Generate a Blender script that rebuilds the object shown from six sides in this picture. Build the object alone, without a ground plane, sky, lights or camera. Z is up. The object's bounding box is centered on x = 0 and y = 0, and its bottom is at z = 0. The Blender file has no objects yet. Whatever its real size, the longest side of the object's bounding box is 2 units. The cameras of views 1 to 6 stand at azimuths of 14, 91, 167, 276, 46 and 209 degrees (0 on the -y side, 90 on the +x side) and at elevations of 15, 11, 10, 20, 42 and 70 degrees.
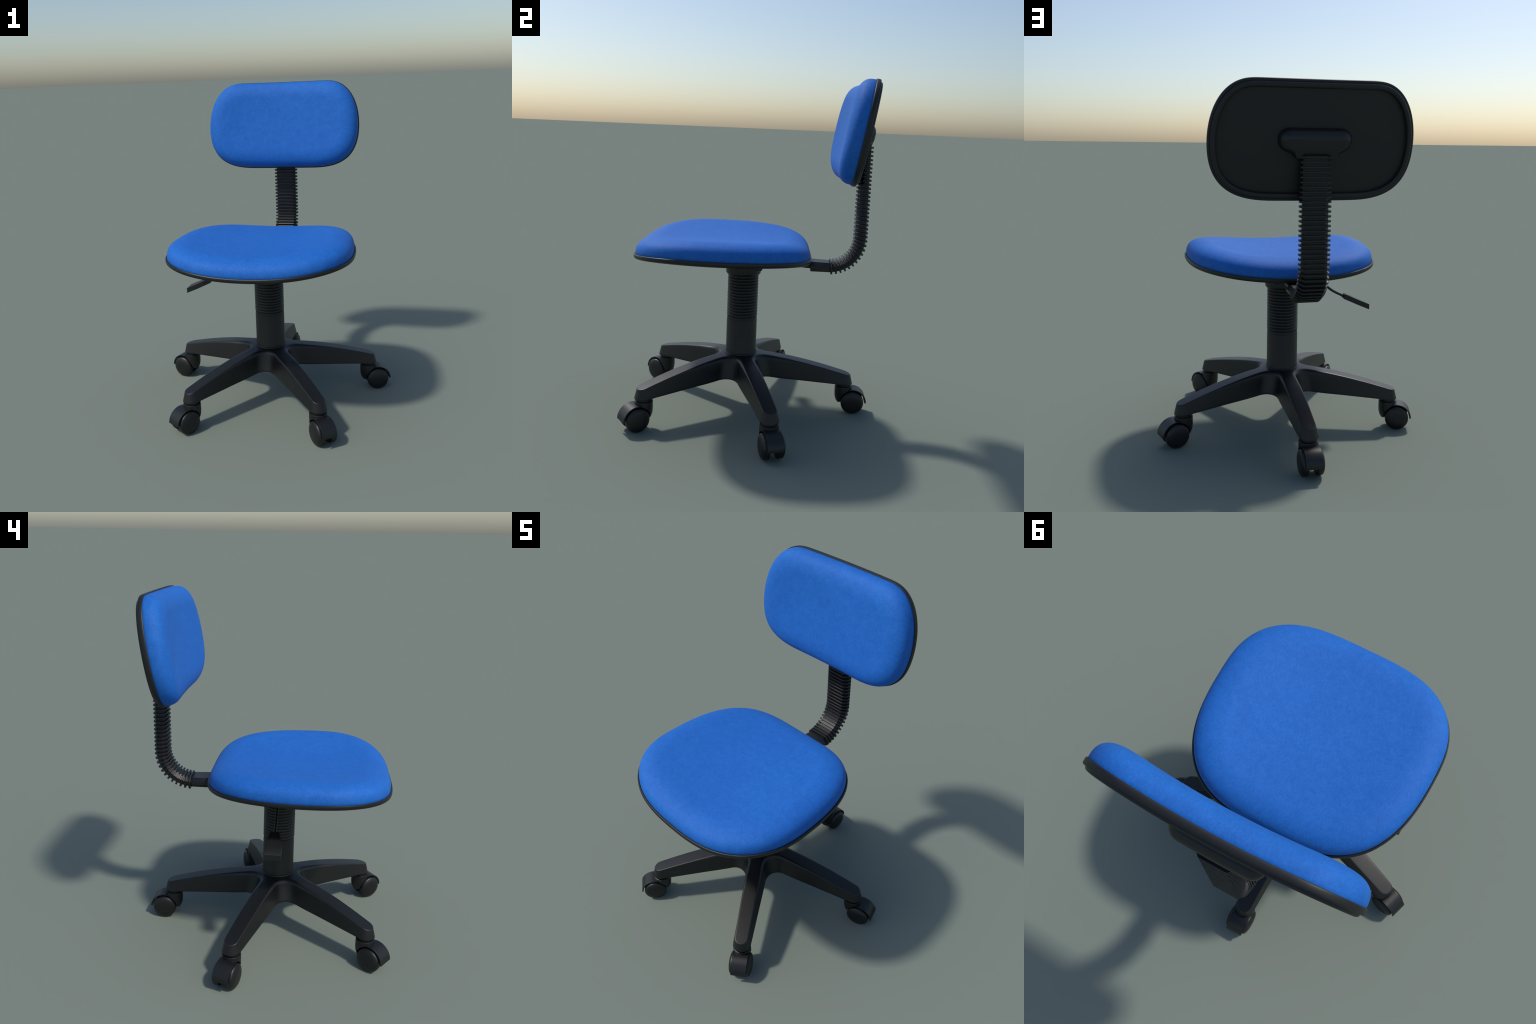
import bpy, bmesh, math
import numpy as np
from mathutils import Vector, Matrix

# ------------------------------------------------------------------ materials
def new_mat(name):
    m = bpy.data.materials.new(name); m.use_nodes = True
    nt = m.node_tree; nt.nodes.clear()
    out = nt.nodes.new("ShaderNodeOutputMaterial")
    b = nt.nodes.new("ShaderNodeBsdfPrincipled")
    nt.links.new(b.outputs[0], out.inputs[0])
    return m, nt, b

def noise(nt, vec, scale, detail=4, rough=0.55):
    n = nt.nodes.new("ShaderNodeTexNoise")
    n.inputs["Scale"].default_value = scale
    n.inputs["Detail"].default_value = detail
    n.inputs["Roughness"].default_value = rough
    if vec is not None: nt.links.new(vec, n.inputs["Vector"])
    return n.outputs["Fac"]

def ramp(nt, fac, stops):
    r = nt.nodes.new("ShaderNodeValToRGB")
    els = r.color_ramp.elements
    while len(els) < len(stops): els.new(0.5)
    for e, (p, c) in zip(els, stops):
        e.position = p; e.color = (*c, 1)
    nt.links.new(fac, r.inputs[0])
    return r.outputs[0]

def mix(nt, fac, a, b, mode='MIX'):
    m = nt.nodes.new("ShaderNodeMix"); m.data_type = 'RGBA'; m.blend_type = mode
    if isinstance(fac, (int, float)): m.inputs[0].default_value = fac
    else: nt.links.new(fac, m.inputs[0])
    nt.links.new(a, m.inputs[6]); nt.links.new(b, m.inputs[7])
    return m.outputs[2]

def fabric():
    m, nt, b = new_mat("blue_fabric")
    co = nt.nodes.new("ShaderNodeTexCoord").outputs["Object"]
    # brushed nap: soft blotches plus short stretched fibres
    blot = ramp(nt, noise(nt, co, 26, 5, 0.6), [(0.30, FAB_LO), (0.72, FAB_HI)])
    mp = nt.nodes.new("ShaderNodeMapping")
    mp.inputs["Scale"].default_value = (160, 55, 90)
    mp.inputs["Rotation"].default_value = (0.2, 0.3, 0.7)
    nt.links.new(co, mp.inputs[0])
    fib_f = noise(nt, mp.outputs[0], 1.0, 3, 0.6)
    fib = ramp(nt, fib_f, [(0.30, (0.90, 0.91, 0.93)), (0.70, (1.09, 1.07, 1.05))])
    col = mix(nt, 1.0, blot, fib, 'MULTIPLY')
    big = ramp(nt, noise(nt, co, 5, 2), [(0.35, (0.96, 0.96, 0.97)), (0.65, (1.04, 1.03, 1.02))])
    col = mix(nt, 1.0, col, big, 'MULTIPLY')
    weave = noise(nt, co, 120, 5, 0.75)
    speck = ramp(nt, weave, [(0.32, (0.84, 0.86, 0.89)), (0.68, (1.16, 1.13, 1.10))])
    col = mix(nt, 1.0, col, speck, 'MULTIPLY')
    nt.links.new(col, b.inputs["Base Color"])
    b.inputs["Roughness"].default_value = 0.68
    b.inputs["Specular IOR Level"].default_value = FAB_SPEC
    ad = nt.nodes.new("ShaderNodeMath"); ad.operation = 'ADD'
    nt.links.new(weave, ad.inputs[0]); nt.links.new(fib_f, ad.inputs[1])
    bp = nt.nodes.new("ShaderNodeBump")
    bp.inputs["Strength"].default_value = 0.55
    bp.inputs["Distance"].default_value = 0.0011
    nt.links.new(ad.outputs[0], bp.inputs["Height"])
    nt.links.new(bp.outputs[0], b.inputs["Normal"])
    return m

def plastic(name, col, rough, bevel=0.0015, grain=0.06, spec=0.5):
    m, nt, b = new_mat(name)
    co = nt.nodes.new("ShaderNodeTexCoord").outputs["Object"]
    lo = tuple(c * 0.92 for c in col); hi = tuple(c * 1.08 for c in col)
    nt.links.new(ramp(nt, noise(nt, co, 30, 3), [(0.3, lo), (0.7, hi)]), b.inputs["Base Color"])
    rr = nt.nodes.new("ShaderNodeMapRange")
    rr.inputs["To Min"].default_value = rough - 0.03; rr.inputs["To Max"].default_value = rough + 0.03
    nt.links.new(noise(nt, co, 12, 3), rr.inputs["Value"])
    nt.links.new(rr.outputs[0], b.inputs["Roughness"])
    b.inputs["Specular IOR Level"].default_value = spec
    bv = nt.nodes.new("ShaderNodeBevel"); bv.samples = 4
    bv.inputs["Radius"].default_value = bevel
    bp = nt.nodes.new("ShaderNodeBump")
    bp.inputs["Strength"].default_value = grain
    bp.inputs["Distance"].default_value = 0.001
    nt.links.new(noise(nt, co, 420, 2), bp.inputs["Height"])
    nt.links.new(bv.outputs[0], bp.inputs["Normal"])
    nt.links.new(bp.outputs[0], b.inputs["Normal"])
    return m

FAB_LO, FAB_HI, FAB_SPEC = (0.0120, 0.128, 0.492), (0.0165, 0.149, 0.550), 0.26
M_FABRIC = fabric()
M_PLASTIC = plastic("black_plastic", (0.0068, 0.0072, 0.0073), 0.43, spec=0.5)
M_RUBBER = plastic("black_ribbed_rubber", (0.0070, 0.0074, 0.0075), 0.48, 0.0010)
M_PANEL = plastic("black_back_panel", (0.0080, 0.0085, 0.0087), 0.52, grain=0.12)

# ------------------------------------------------------------------ helpers
ROOT = bpy.data.objects.new("office_chair", None)
bpy.context.scene.collection.objects.link(ROOT)
ROOT["label"] = "armless swivel chair with blue fabric cushions and black five-star base"
ROOT["category"] = "office chair"

def add(name, mesh, mat=None, parent=None, loc=None, rotz=0.0):
    o = bpy.data.objects.new(name, mesh)
    bpy.context.scene.collection.objects.link(o)
    if mat is not None and not mesh.materials: mesh.materials.append(mat)
    o.parent = parent or ROOT
    if loc is not None: o.location = loc
    o.rotation_euler[2] = rotz
    return o

def smooth(mesh, angle=35):
    for p in mesh.polygons: p.use_smooth = True
    mesh.set_sharp_from_angle(angle=math.radians(angle))
    return mesh

def mesh_from(name, verts, faces, angle=35, recalc=True):
    me = bpy.data.meshes.new(name)
    me.from_pydata([tuple(map(float, v)) for v in verts], [], faces)
    if recalc:
        bm = bmesh.new(); bm.from_mesh(me)
        bmesh.ops.recalc_face_normals(bm, faces=bm.faces)
        bm.to_mesh(me); bm.free()
    me.update()
    return smooth(me, angle)

def ring_mesh(name, rings, cap_first=False, cap_last=False, angle=35, closed=True):
    """Skin a list of equally sized rings; caps are fans or n-gons."""
    n = len(rings[0]); verts = [p for r in rings for p in r]; faces = []
    for j in range(len(rings) - 1):
        for i in range(n if closed else n - 1):
            a, b = j * n + i, j * n + (i + 1) % n
            faces.append((a, b, b + n, a + n))
    def fan(j):
        c = np.mean(np.array(rings[j]), axis=0); verts.append(c); ci = len(verts) - 1
        for i in range(n): faces.append((j * n + i, j * n + (i + 1) % n, ci))
    if cap_first: fan(0)
    if cap_last: fan(len(rings) - 1)
    return mesh_from(name, verts, faces, angle)

def lathe(name, prof, seg=64, angle=35):
    rings = []
    for r, z in prof:
        rings.append([(r * math.cos(2 * math.pi * i / seg), r * math.sin(2 * math.pi * i / seg), z) for i in range(seg)])
    return ring_mesh(name, rings, True, True, angle)

def resample(p, n):
    p = np.asarray(p); q = np.vstack([p, p[:1]])
    s = np.r_[0, np.cumsum(np.hypot(*np.diff(q, axis=0).T))]
    t = np.linspace(0, s[-1], n + 1)[:-1]
    return np.stack([np.interp(t, s, q[:, 0]), np.interp(t, s, q[:, 1])], 1)

def relax(p, k):
    for _ in range(k): p = 0.5 * p + 0.25 * (np.roll(p, 1, 0) + np.roll(p, -1, 0))
    return p

def outward(p):
    t = np.roll(p, -1, 0) - np.roll(p, 1, 0)
    n = np.stack([t[:, 1], -t[:, 0]], 1)
    n /= np.linalg.norm(n, axis=1)[:, None] + 1e-12
    area = 0.5 * np.sum(p[:, 0] * np.roll(p[:, 1], -1) - np.roll(p[:, 0], -1) * p[:, 1])
    return n if area > 0 else -n

def bezier(p0, p1, p2, p3, n=40):
    t = np.linspace(0, 1, n)[:, None]
    return ((1 - t) ** 3 * np.array(p0) + 3 * (1 - t) ** 2 * t * np.array(p1)
            + 3 * (1 - t) * t * t * np.array(p2) + t ** 3 * np.array(p3))

def inset_rings(outline, steps):
    """steps: (inset distance, height). Negative inset grows the outline."""
    nrm = outward(outline)
    return [(outline - nrm * d, h) for d, h in steps]

# ------------------------------------------------------------------ seat
N = 220
SEAT_Y0, SEAT_Z0 = -0.294, 0.951
def seat_outline():
    th = np.linspace(0, 2 * np.pi, 1441)[:-1]
    c, s = np.cos(th), np.sin(th)
    n = np.where(s >= 0, 3.293, 2.959); m = np.where(s >= 0, 2.676, 2.1435)
    b = np.where(s >= 0, 0.6304, 0.3957)
    p = np.stack([0.559 * np.sign(c) * np.abs(c) ** (2 / n), SEAT_Y0 + b * np.sign(s) * np.abs(s) ** (2 / m)], 1)
    return relax(resample(p, N), 12)
def seat_base(x, y):
    yy = y - SEAT_Y0
    return SEAT_Z0 + 0.226 * x * x - 0.0265 * yy + 0.109 * yy * yy
def seat_top(x, y):
    return SEAT_TOP + 0.18 * x * x + SEAT_TOP_Y * (y + 0.15) ** 2
SEAT_TOP, SEAT_TOP_Y, SEAT_W = 1.0750, 0.0, 0.150

def cushion_profile(k, w, p=2.2, q=2.0):
    """quarter-round roll from the seam (0) to the full height (1) over width w"""
    out = []
    for i in range(k + 1):
        a = i / k * math.pi / 2
        out.append((w * (1 - math.cos(a) ** (2 / p)), math.sin(a) ** (2 / q)))
    return out

def cushion(name, outline, place, w, p, q, start=0.003):
    rings = []
    for d, f in cushion_profile(22, w, p, q):
        o = outline - outward(outline) * (start + d)
        if d > 0.06: o = relax(o, int((d - 0.06) * 150))
        rings.append((o, f))
    last = rings[-1][0]; cen = last.mean(0)
    for k in range(1, 18):
        rings.append((cen + (last - cen) * (1 - k / 18), 1.0))
    tucked = (outline - outward(outline) * (start + 0.004), -0.06)
    return ring_mesh(name, [place(o, f) for o, f in [tucked] + rings], False, True, 80)

so = seat_outline()
def seat_place(o, f):
    x, y = o[:, 0], o[:, 1]; zb = seat_base(x, y); zt = seat_top(x, y)
    return np.stack([x, y, zb + (zt - zb) * f + 0.001], 1)
add("seat_cushion", cushion("seat_cushion", so, seat_place, SEAT_W, 2.15, 2.8, 0.005), M_FABRIC)

shell_steps = [(0.010, 0.001), (0.003, 0.001), (0.0, 0.0015), (-0.0035, -0.001), (-0.005, -0.005), (-0.005, -0.016),
               (-0.0035, -0.0200), (0.001, -0.0230), (0.008, -0.0245), (0.022, -0.0250), (0.05, -0.0250), (0.12, -0.025)]
rings = []
for o, h in inset_rings(so, shell_steps):
    rings.append(np.stack([o[:, 0], o[:, 1], seat_base(*o.T) + h], 1))
o = so - outward(so) * 0.12; cen = o.mean(0)
for k in range(1, 8):
    q = cen + (o - cen) * (1 - k / 8)
    rings.append(np.stack([q[:, 0], q[:, 1], np.maximum(seat_base(*q.T) - 0.025, 0.927)], 1))
add("seat_shell", ring_mesh("seat_shell", rings, False, True, 40), M_PLASTIC)

# ------------------------------------------------------------------ backrest
B = dict(a=.5172, bt=.3055, bb=.2746, wt=.3036, wb=.2142, h1=.6257, h2=.5677, h3=.705, h4=.68)
SAG, TILT, BY, BZ, KV = 0.0287, 0.1726, 0.585, 1.6933, -0.0481
def back_outline():
    a, bt, bb, wt, wb = B['a'], B['bt'], B['bb'], B['wt'], B['wb']
    r = np.concatenate([
        np.stack([np.linspace(0, wt, 20), np.full(20, bt)], 1)[:-1],
        bezier((wt, bt), (wt + B['h1'] * (a - wt), bt), (a, B['h2'] * bt), (a, 0))[:-1],
        bezier((a, 0), (a, -B['h3'] * bb), (wb + B['h4'] * (a - wb), -bb), (wb, -bb))[:-1],
        np.stack([np.linspace(wb, 0, 20), np.full(20, -bb)], 1)])
    p = np.concatenate([r, r[::-1][1:-1] * [-1, 1]])
    return relax(resample(p, N), 8)
def back_place(o, fwd):
    """fwd: distance in front of the seam surface (negative = behind)"""
    u, v = np.asarray(o)[:, 0], np.asarray(o)[:, 1]
    y = -SAG * (u / 0.5) ** 2 + KV * v * v - fwd
    return np.stack([u, BY + v * math.sin(TILT) + y * math.cos(TILT), BZ + v * math.cos(TILT) - y * math.sin(TILT)], 1)
bo = back_outline()
BACK_T, BACK_W = 0.091, 0.118
def pad_place(o, f):
    u, v = o[:, 0], o[:, 1]
    return back_place(o, 0.001 + BACK_T * f - (BACK_CV * v * v + BACK_CU * u * u) * max(f, 0))
BACK_CV, BACK_CU = -0.02, -0.03
add("backrest_cushion", cushion("backrest_cushion", bo, pad_place, BACK_W, 2.1, 2.8), M_FABRIC)

steps = [(0.012, 0.001), (0.004, 0.001), (0.0, 0.0012), (-0.002, -0.001), (-0.003, -0.005), (-0.003, -0.019), (-0.0015, -0.0225), (0.002, -0.024),
         (0.0075, -0.0245), (0.0085, -0.0235), (0.0095, -0.0235), (0.0105, -0.0255), (0.0125, -0.031), (0.0165, -0.0345), (0.023, -0.0360),
         (0.031, -0.0350), (0.0350, -0.0325), (0.0370, -0.0290), (0.0380, -0.0270), (0.06, -0.0315)]
rings = [back_place(o, h) for o, h in inset_rings(bo, steps)]
o = bo - outward(bo) * 0.06
def panel_depth(q):
    return -0.0190 + PANEL_IN * np.minimum(1, (np.abs(q[:, 0]) / 0.40) ** 2 + 0.5 * (np.minimum(q[:, 1], 0) / 0.22) ** 2)
PANEL_IN = 0.0050
rings[-1] = back_place(o, panel_depth(o))
o2 = bo - outward(bo) * 0.0385
rings[-2] = back_place(o2, panel_depth(o2))
for k in range(1, 10): rings.append(back_place(o * (1 - k / 10), panel_depth(o * (1 - k / 10))))
shell = add("backrest_shell", ring_mesh("backrest_shell", rings, False, True, 50), M_PANEL)

# T-shaped bracket moulding on the rear
hx = np.concatenate([
    np.stack([np.linspace(0, 0.125, 12), np.full(12, 0.082)], 1)[:-1],
    bezier((0.125, 0.082), (0.165, 0.082), (0.184, 0.055), (0.184, 0.026), 14)[:-1],
    bezier((0.184, 0.026), (0.184, -0.010), (0.160, -0.030), (0.124, -0.038), 14)[:-1],
    bezier((0.124, -0.038), (0.105, -0.042), (0.112, -0.060), (0.092, -0.064), 10)[:-1],
    np.stack([np.linspace(0.092, 0, 12), np.full(12, -0.064)], 1)])
hp = np.concatenate([hx, hx[::-1][1:-1] * [-1, 1]])
hp = relax(resample(hp, 140), 2)
def handle_place(o, f, d):
    low = np.clip((o[:, 1] + 0.064) / 0.06, 0, 1)
    h = (0.020 + 0.053 * f * (0.82 + 0.18 * np.sin(low * math.pi / 2)))
    return np.stack(back_place(o, 0).T, 1) + np.outer(h, [0, math.cos(TILT), -math.sin(TILT)])
rings = []
nh = outward(hp)
low = np.clip((hp[:, 1] + 0.064) / 0.05, 0.12, 1)[:, None]
for i in range(13):
    a = i / 12 * math.pi / 2
    o = hp - nh * 0.052 * low * (1 - math.cos(a))
    rings.append(handle_place(o, math.sin(a), 0))
last = o
for k in range(1, 6): rings.append(handle_place(last * [1 - k / 6, 1 - k / 6] + np.array([0, 0.012]) * (k / 6), 1.0, 0))
add("bracket_cover", ring_mesh("bracket_cover", rings, False, True, 60), M_PLASTIC, shell)

# ------------------------------------------------------------------ support post
PY, PR, PZ = 0.6270, 0.1790, 1.094      # straight part, bend radius, height where the bend starts
CY = PY - PR
def post_path(s):
    """s measured from the top at z=1.63 downwards -> (y, z, tangent angle)"""
    L1 = 1.640 - PZ; L2 = PR * math.pi / 2
    if s < L1: return PY, 1.640 - s, 0.0
    if s < L1 + L2:
        a = (s - L1) / PR
        return CY + PR * math.cos(a), PZ - PR * math.sin(a), a
    return CY - (s - L1 - L2), PZ - PR, math.pi / 2
def oct_section(hw, hd, c):
    return [(hw, hd - c), (hw - c, hd), (-hw + c, hd), (-hw, hd - c), (-hw, -hd + c), (-hw + c, -hd), (hw - c, -hd), (hw, -hd + c)]
LPOST = (1.640 - PZ) + PR * math.pi / 2 + 0.02
rings = []
for i in range(61):
    y, z, a = post_path(LPOST * i / 60)
    rings.append([(x, y + d * math.cos(a), z - d * math.sin(a)) for x, d in oct_section(0.0655, 0.0250, 0.018)])
post = add("support_post", ring_mesh("support_post", rings, True, True, 30), M_RUBBER)
hw, hd, c, ht = 0.0785, 0.0370, 0.0225, 0.0055
sec = oct_section(hw, hd, c)
def shrink(k): return oct_section(hw - k, hd - k, c)
rib = ring_mesh("post_rib", [[(x, d, z) for x, d in shrink(k)] for k, z in ((0.0012, -ht), (0, -ht + 0.0012), (0, ht - 0.0012), (0.0012, ht))], True, True, 30)
s = 0.008
while s < LPOST - 0.018:
    y, z, a = post_path(s)
    o = add("post_rib", rib, M_RUBBER, post, (0, y, z)); o.rotation_euler = (-a, 0, 0)
    s += 0.0237

def box_section_bar(name, stations, mat, parent=None):
    rings = [[(x, y, zc + d) for x, d in oct_section(hw, hd, c)] for y, zc, hw, hd, c in stations]
    return add(name, ring_mesh(name, rings, True, True, 30), mat, parent)
box_section_bar("post_socket", [(0.452, 0.9175, 0.0690, 0.0270, 0.020), (0.450, 0.9175, 0.0705, 0.0280, 0.021),
                                (0.340, 0.9200, 0.0725, 0.0295, 0.021), (0.338, 0.9200, 0.071, 0.028, 0.021)], M_PLASTIC)
box_section_bar("support_bar", [(0.345, 0.9200, 0.050, 0.0130, 0.004), (0.06, 0.9400, 0.050, 0.0130, 0.004)], M_PLASTIC)

# ------------------------------------------------------------------ column and mechanism
CX, CYB = 0.0, -0.063
AX = (CX, CYB, 0)
add("column_sleeve", lathe("column_sleeve", [(0.0945, 0.330), (0.0945, 0.372), (0.0920, 0.380), (0.0918, 0.566), (0.0912, 0.5695), (0.0895, 0.5705), (0.080, 0.5705)], 72), M_PLASTIC, loc=AX)
prof = [(0.080, 0.568), (0.0905, 0.568), (0.0905, 0.5895)]
nr, z0, pitch = 14, 0.590, 0.01865
for i in range(nr):
    for k in range(8):
        t = k / 8
        bulge = max(0.0, math.sin(math.pi * t)) ** 0.7
        prof.append((0.0880 + 0.0048 * bulge, z0 + pitch * (i + t)))
prof += [(0.0880, z0 + pitch * nr), (0.080, z0 + pitch * nr)]
add("column_bellows", lathe("column_bellows", prof, 72, 50), M_RUBBER, loc=AX)
add("column_collar", lathe("column_collar", [(0.085, 0.849), (0.0955, 0.850), (0.100, 0.852), (0.1045, 0.859), (0.105, 0.866), (0.105, 0.903), (0.103, 0.905), (0.080, 0.905)], 72), M_PLASTIC, loc=AX)

def box(name, x0, x1, y0, y1, z0, z1, mat, bev=0.004, parent=None):
    bm = bmesh.new(); bmesh.ops.create_cube(bm, size=1)
    for v in bm.verts:
        v.co = Vector(((x0 + x1) / 2 + v.co.x * (x1 - x0), (y0 + y1) / 2 + v.co.y * (y1 - y0), (z0 + z1) / 2 + v.co.z * (z1 - z0)))
    bmesh.ops.bevel(bm, geom=list(bm.edges), offset=bev, segments=2, affect='EDGES')
    me = bpy.data.meshes.new(name); bm.to_mesh(me); bm.free()
    return add(name, smooth(me, 40), mat, parent)
mech = box("tilt_mechanism", -0.080, 0.080, -0.140, 0.052, 0.884, 0.920, M_PLASTIC)
box("mounting_plate", -0.095, 0.095, -0.24, 0.131, 0.9165, 0.940, M_PLASTIC, parent=mech)

# height lever: bent rod plus flat paddle
def tube(name, pts, r, mat, parent=None, seg=14):
    pts = [Vector(p) for p in pts]; rings = []
    for i, p in enumerate(pts):
        t = (pts[min(i + 1, len(pts) - 1)] - pts[max(i - 1, 0)]).normalized()
        u = t.cross(Vector((0, 1, 0))).normalized(); w = t.cross(u)
        rings.append([tuple(p + r * (math.cos(2 * math.pi * k / seg) * u + math.sin(2 * math.pi * k / seg) * w)) for k in range(seg)])
    return add(name, ring_mesh(name, rings, True, True, 40), mat, parent)
ly = -0.064
path = np.concatenate([bezier((-0.06, ly, 0.905), (-0.18, ly, 0.905), (-0.235, ly, 0.872), (-0.284, ly, 0.8335), 14)[:-1],
                       bezier((-0.284, ly, 0.8335), (-0.310, ly, 0.812), (-0.330, ly, 0.800), (-0.400, ly, 0.769), 12)])
lever = tube("height_lever", path, 0.0075, M_PLASTIC)
d = Vector((-0.553 + 0.384, 0, 0.7045 - 0.777)).normalized(); up = Vector((-d.z, 0, d.x)) * -1
if up.z < 0: up = -up
rings = []
for t, w, h in ((0.0, 0.0215, 0.0125), (0.004, 0.0235, 0.0150), (0.085, 0.0425, 0.0150), (0.10, 0.0435, 0.0150), (0.165, 0.0435, 0.0150), (0.168, 0.0425, 0.0140)):
    c0 = Vector((-0.384, ly, 0.777)) + d * t
    q = []
    for sx, sz in ((1, 1), (-1, 1), (-1, -1), (1, -1)):
        # outer end is cut slightly under
        e = d * (0.006 * sz if t > 0.15 else 0.0)
        q.append(tuple(c0 + Vector((0, sx * w, 0)) + up * sz * h - e))
    rings.append(q)
add("lever_paddle", ring_mesh("lever_paddle", rings, True, True, 30), M_PLASTIC, lever)

# ------------------------------------------------------------------ five-star base
RC = 0.647                                # radius of the caster stem axis
ZT = ([0.0, 0.10, 0.187, 0.298, 0.409, 0.52, 0.63, 0.684, 0.72], [0.363, 0.3590, 0.3495, 0.3330, 0.3105, 0.2845, 0.2550, 0.2385, 0.229])
ZB = ([0.0, 0.155, 0.20, 0.27, 0.377, 0.59, 0.70], [0.232, 0.229, 0.220, 0.213, 0.206, 0.1895, 0.1805])
def smooth_table(tab):
    x, y = np.array(tab[0]), np.array(tab[1]); xi = np.linspace(0, x[-1], 200); yi = np.interp(xi, x, y)
    for _ in range(60): yi[1:-1] = 0.5 * yi[1:-1] + 0.25 * (yi[2:] + yi[:-2])
    return lambda r: np.interp(r, xi, yi)
ztop, zbot = smooth_table(ZT), smooth_table(ZB)
def half_outline(m, rf, rt):
    """half of one leg in plan: hub bisector -> fillet -> tapered side (slope m) -> round tip (on +x axis)"""
    al = math.radians(36); P = []; k = math.hypot(1, m); rl = rt * k
    dc = (rf * k + rl + m * RC) / (math.sin(al) + m * math.cos(al))      # fillet centre on the bisector
    cx, cy = dc * math.cos(al), dc * math.sin(al)
    a0, a1 = al + math.pi, 1.5 * math.pi - math.atan(m)
    for i in range(13):
        a = a0 + (a1 - a0) * i / 12
        P.append((cx + rf * math.cos(a), cy + rf * math.sin(a)))
    x0, y0 = P[-1]; x1, y1 = RC + rt * m / k, rt / k
    for i in range(1, 24):
        t = i / 24
        P.append((x0 + (x1 - x0) * t, y0 + (y1 - y0) * t))
    for i in range(13):
        a = (math.pi / 2 - math.atan(m)) * (1 - i / 12)
        P.append((RC + rt * math.cos(a), rt * math.sin(a)))
    return np.array(P)
o_top = half_outline(0.025, 0.0735, 0.0395)
o_bot = half_outline(0.025, 0.081, 0.0530)
tang = np.gradient(o_top, axis=0); nrm = np.stack([-tang[:, 1], tang[:, 0]], 1); nrm /= np.linalg.norm(nrm, axis=1)[:, None]
nrm[0] = (-math.cos(math.radians(36)), -math.sin(math.radians(36))); nrm[0] *= -1
nrm[-1] = (1, 0)
if nrm[20][1] < 0: nrm = -nrm; nrm[-1] = (1, 0)
nrm[0] = (math.cos(math.radians(36)), math.sin(math.radians(36)))
rr = np.hypot(*o_top.T)
bev = np.interp(rr, [0.12, 0.20, 0.32, 0.45, 0.66], [0.026, 0.021, 0.013, 0.007, 0.0045])
rows = []                                            # each row: half ring of 3D points
spine = np.stack([np.where(o_top[:, 0] > RC, RC, o_top[:, 0]), np.zeros(len(o_top))], 1)
sx = np.array(spine[:, 0]); nf = 13
sx[:nf] = np.linspace(0.0, sx[nf - 1], nf); spine[:, 0] = sx
inner = o_top - nrm * bev[:, None]
for k in range(7):
    q = spine + (inner - spine) * (k / 6)
    rows.append(np.column_stack([q, ztop(np.hypot(*q.T))]))
for k in range(1, 8):
    a = k / 7 * math.pi / 2 * 0.93
    q = inner + nrm * (bev * math.sin(a))[:, None]
    rows.append(np.column_stack([q, ztop(np.hypot(*q.T)) - bev * (1 - math.cos(a)) * 0.9]))
side0 = rows[-1]
bz = zbot(np.hypot(*o_bot.T))
for k in range(1, 9):
    t = k / 8
    q = side0[:, :2] + (o_bot - side0[:, :2]) * t
    rows.append(np.column_stack([q, side0[:, 2] + (bz - side0[:, 2]) * t]))
for k in range(1, 5):
    t = k / 4
    q = o_bot + (spine - o_bot) * t
    rows.append(np.column_stack([q, zbot(np.hypot(*q.T))]))
# merge with the mirrored half: closed sheet of one leg
def grid_faces(nr_, nc, off):
    return [(off + j * nc + i, off + j * nc + i + 1, off + (j + 1) * nc + i + 1, off + (j + 1) * nc + i) for j in range(nr_ - 1) for i in range(nc - 1)]
V = np.concatenate(rows); nr_, nc = len(rows), len(rows[0])
allv = np.concatenate([V, V * [1, -1, 1]])
leg = bpy.data.meshes.new("leg")
leg.from_pydata([tuple(map(float, v)) for v in allv], [], grid_faces(nr_, nc, 0) + grid_faces(nr_, nc, len(V)))
bm = bmesh.new(); bm.from_mesh(leg)
bmesh.ops.remove_doubles(bm, verts=bm.verts, dist=1e-5)
bmesh.ops.dissolve_degenerate(bm, edges=bm.edges, dist=1e-6)
bmesh.ops.recalc_face_normals(bm, faces=bm.faces)
top = max(bm.faces, key=lambda f: f.calc_center_median().z)
if top.normal.z < 0: bmesh.ops.reverse_faces(bm, faces=bm.faces)
bm.to_mesh(leg)
# vertex normals as of the whole star, so that legs meet without a seam
full = bmesh.new()
for k in range(5):
    t = bpy.data.meshes.new("t"); c = bm.copy(); c.transform(Matrix.Rotation(math.radians(72 * k), 4, 'Z')); c.to_mesh(t); c.free()
    full.from_mesh(t); bpy.data.meshes.remove(t)
bmesh.ops.remove_doubles(full, verts=full.verts, dist=2e-5)
full.normal_update()
from mathutils.kdtree import KDTree
kd = KDTree(len(full.verts))
full.verts.ensure_lookup_table()
for i, v in enumerate(full.verts): kd.insert(v.co, i)
kd.balance()
nl = [tuple(full.verts[kd.find(v.co)[1]].normal) for v in leg.vertices]
full.free(); bm.free()
for p in leg.polygons: p.use_smooth = True
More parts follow.
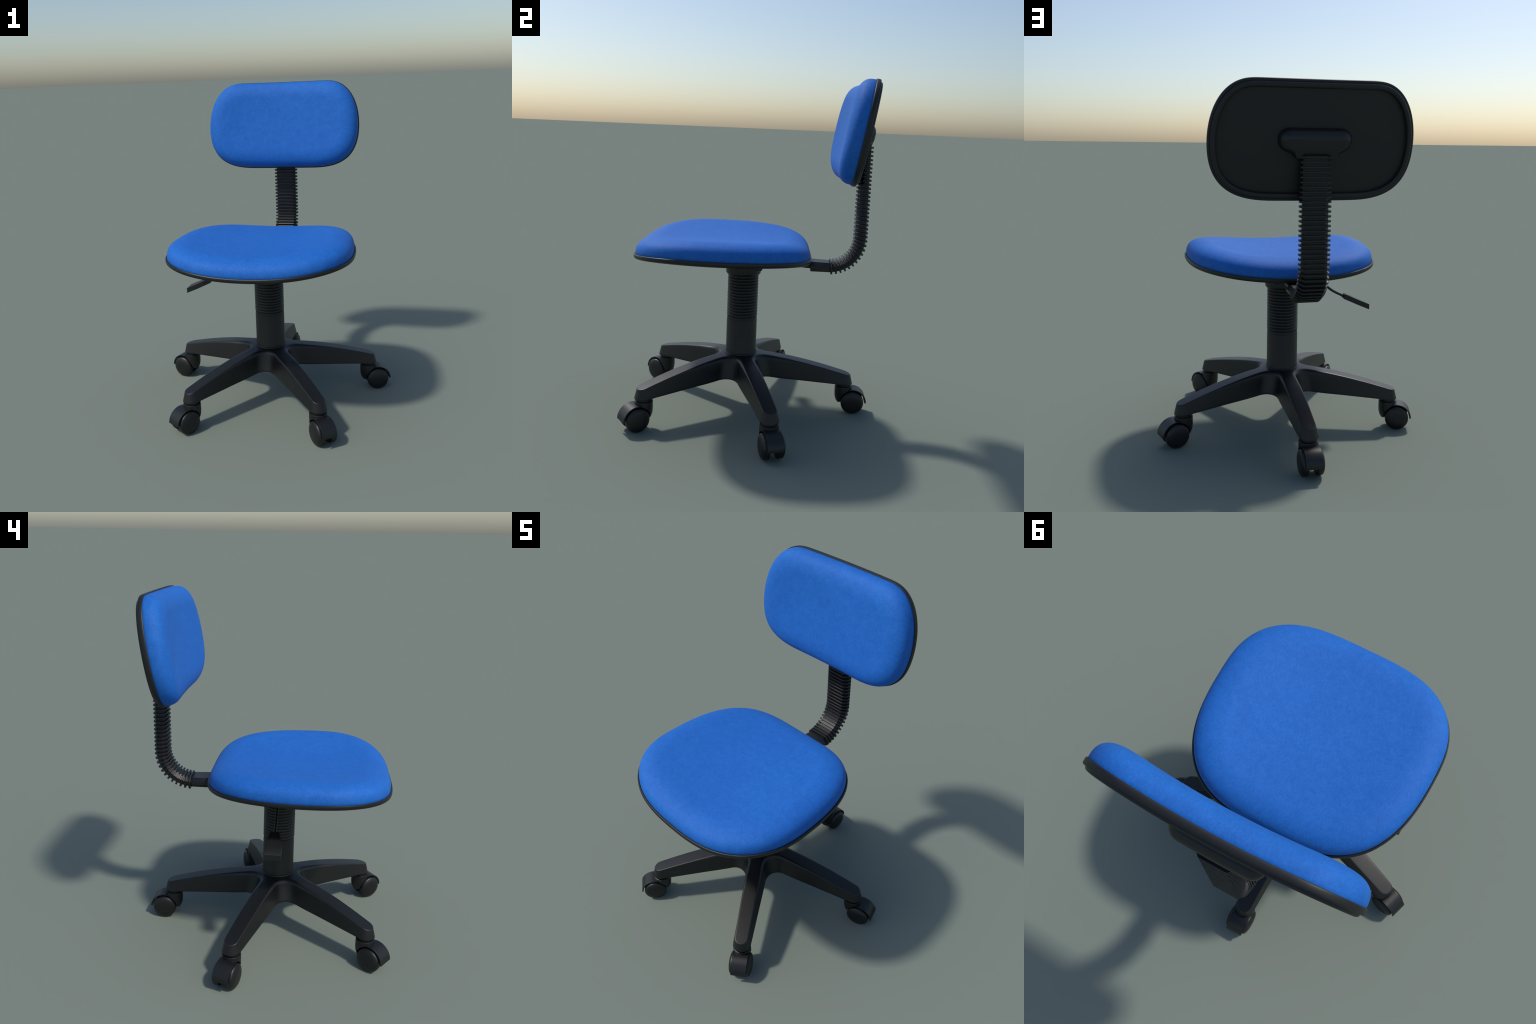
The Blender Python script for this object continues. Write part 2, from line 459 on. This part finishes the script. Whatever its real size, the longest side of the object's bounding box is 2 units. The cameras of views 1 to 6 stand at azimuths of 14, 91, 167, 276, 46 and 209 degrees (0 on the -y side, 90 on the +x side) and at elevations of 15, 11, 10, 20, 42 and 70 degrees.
# keep the lower rim crisp: face corners of underside faces use the face normal
cn = []
for p in leg.polygons:
    und = p.normal.z < -0.8
    for li in p.loop_indices:
        vi = leg.loops[li].vertex_index
        n = Vector(nl[vi])
        if und: n = p.normal
        elif n.z < -0.2: n = Vector((n.x, n.y, 0)).normalized() if abs(n.z) < 0.95 else p.normal
        cn.append(tuple(n))
leg.normals_split_custom_set(cn)
leg.materials.append(M_PLASTIC)
hub = add("star_base", lathe("star_base", [(0.088, 0.340), (0.101, 0.352), (0.0995, 0.3615), (0.097, 0.3640), (0.094, 0.3645), (0.09, 0.3645)], 72, 60), M_PLASTIC, loc=AX)
ANG = [18 + 72 * k for k in range(5)]
for a in ANG: add("leg", leg, M_PLASTIC, hub, (0, 0, 0), math.radians(a))

# ------------------------------------------------------------------ casters (local +x points outwards, origin on the stem axis)
WX = 0.702 - RC                            # axle offset from the stem
WR, WZ = 0.070, 0.070
def bool_op(obj, other, op):
    m = obj.modifiers.new("b", 'BOOLEAN'); m.operation = op; m.object = other; m.solver = 'EXACT'
    dg = bpy.context.evaluated_depsgraph_get()
    me = bpy.data.meshes.new_from_object(obj.evaluated_get(dg))
    obj.modifiers.clear(); obj.data = me
    bpy.data.objects.remove(other)
def tmp(mesh):
    o = bpy.data.objects.new("t", mesh); bpy.context.scene.collection.objects.link(o); return o
def prism_y(pts, y0, y1):
    """extrude an (x,z) polygon along y"""
    return ring_mesh("p", [[(x, y, z) for x, z in pts] for y in (y0, y1)], True, True)
def arc(cx, cz, r, a0, a1, n=40):
    return [(cx + r * math.cos(math.radians(a0 + (a1 - a0) * i / n)), cz + r * math.sin(math.radians(a0 + (a1 - a0) * i / n))) for i in range(n + 1)]
HW = 0.0455
hoodR = 0.0845
hood = tmp(prism_y(arc(WX + 0.002, 0.068, hoodR, 0, 150), -HW, HW))
neck = tmp(lathe("n", [(0.030, 0.058), (0.036, 0.061), (0.0425, 0.070), (0.0480, 0.084), (0.0512, 0.100), (0.0525, 0.118), (0.0525, 0.160), (0.0515, 0.1655), (0.0490, 0.1672), (0.045, 0.1672)], 64))
bool_op(hood, neck, 'UNION')
bool_op(hood, tmp(prism_y(arc(WX, WZ, 0.0778, 0, 359, 90), -0.2, 0.2)), 'DIFFERENCE')
bool_op(hood, tmp(prism_y([(WX - 0.02, -0.01), (0.3, -0.01), (0.3, 0.070), (WX - 0.02, 0.070)], -0.2, 0.2)), 'DIFFERENCE')
web = tmp(prism_y(arc(WX, 0.068, 0.080, 30, 190), -0.007, 0.007))
bool_op(hood, web, 'UNION')
stem = tmp(lathe("s", [(0.030, 0.15), (0.043, 0.1655), (0.043, 0.186), (0.02, 0.186)], 40))
housing = smooth(hood.data, 40)
housing.name = "caster_housing"; bpy.data.objects.remove(hood)
stem_me = stem.data; stem_me.name = "caster_stem"; bpy.data.objects.remove(stem)
housing.materials.clear(); housing.materials.append(M_PLASTIC)
# wheel: axis along local y, domed outside
wp = [(0.0, 0.0225), (0.065, 0.0225), (0.069, 0.0250), (0.070, 0.0285), (0.070, 0.046)]
for i in range(1, 15):
    a = i / 14 * math.pi / 2
    wp.append((0.0 + 0.0698 * math.cos(a) ** 0.72, 0.0475 + 0.0205 * math.sin(a)))
seg = 64
rings = [[(max(r, 1e-4) * math.cos(2 * math.pi * i / seg), h, max(r, 1e-4) * math.sin(2 * math.pi * i / seg)) for i in range(seg)] for r, h in wp[1:-1]]
wheel = ring_mesh("wheel", rings, True, True, 32)
for a in ANG:
    ra = math.radians(a)
    c = add("caster", housing, None, None, (CX + RC * math.cos(ra), CYB + RC * math.sin(ra), 0), ra)
    add("caster_stem", stem_me, M_RUBBER, c)
    add("wheel", wheel, M_PLASTIC, c, (WX, 0, WZ))
    add("wheel", wheel, M_PLASTIC, c, (WX, 0, WZ), math.pi)
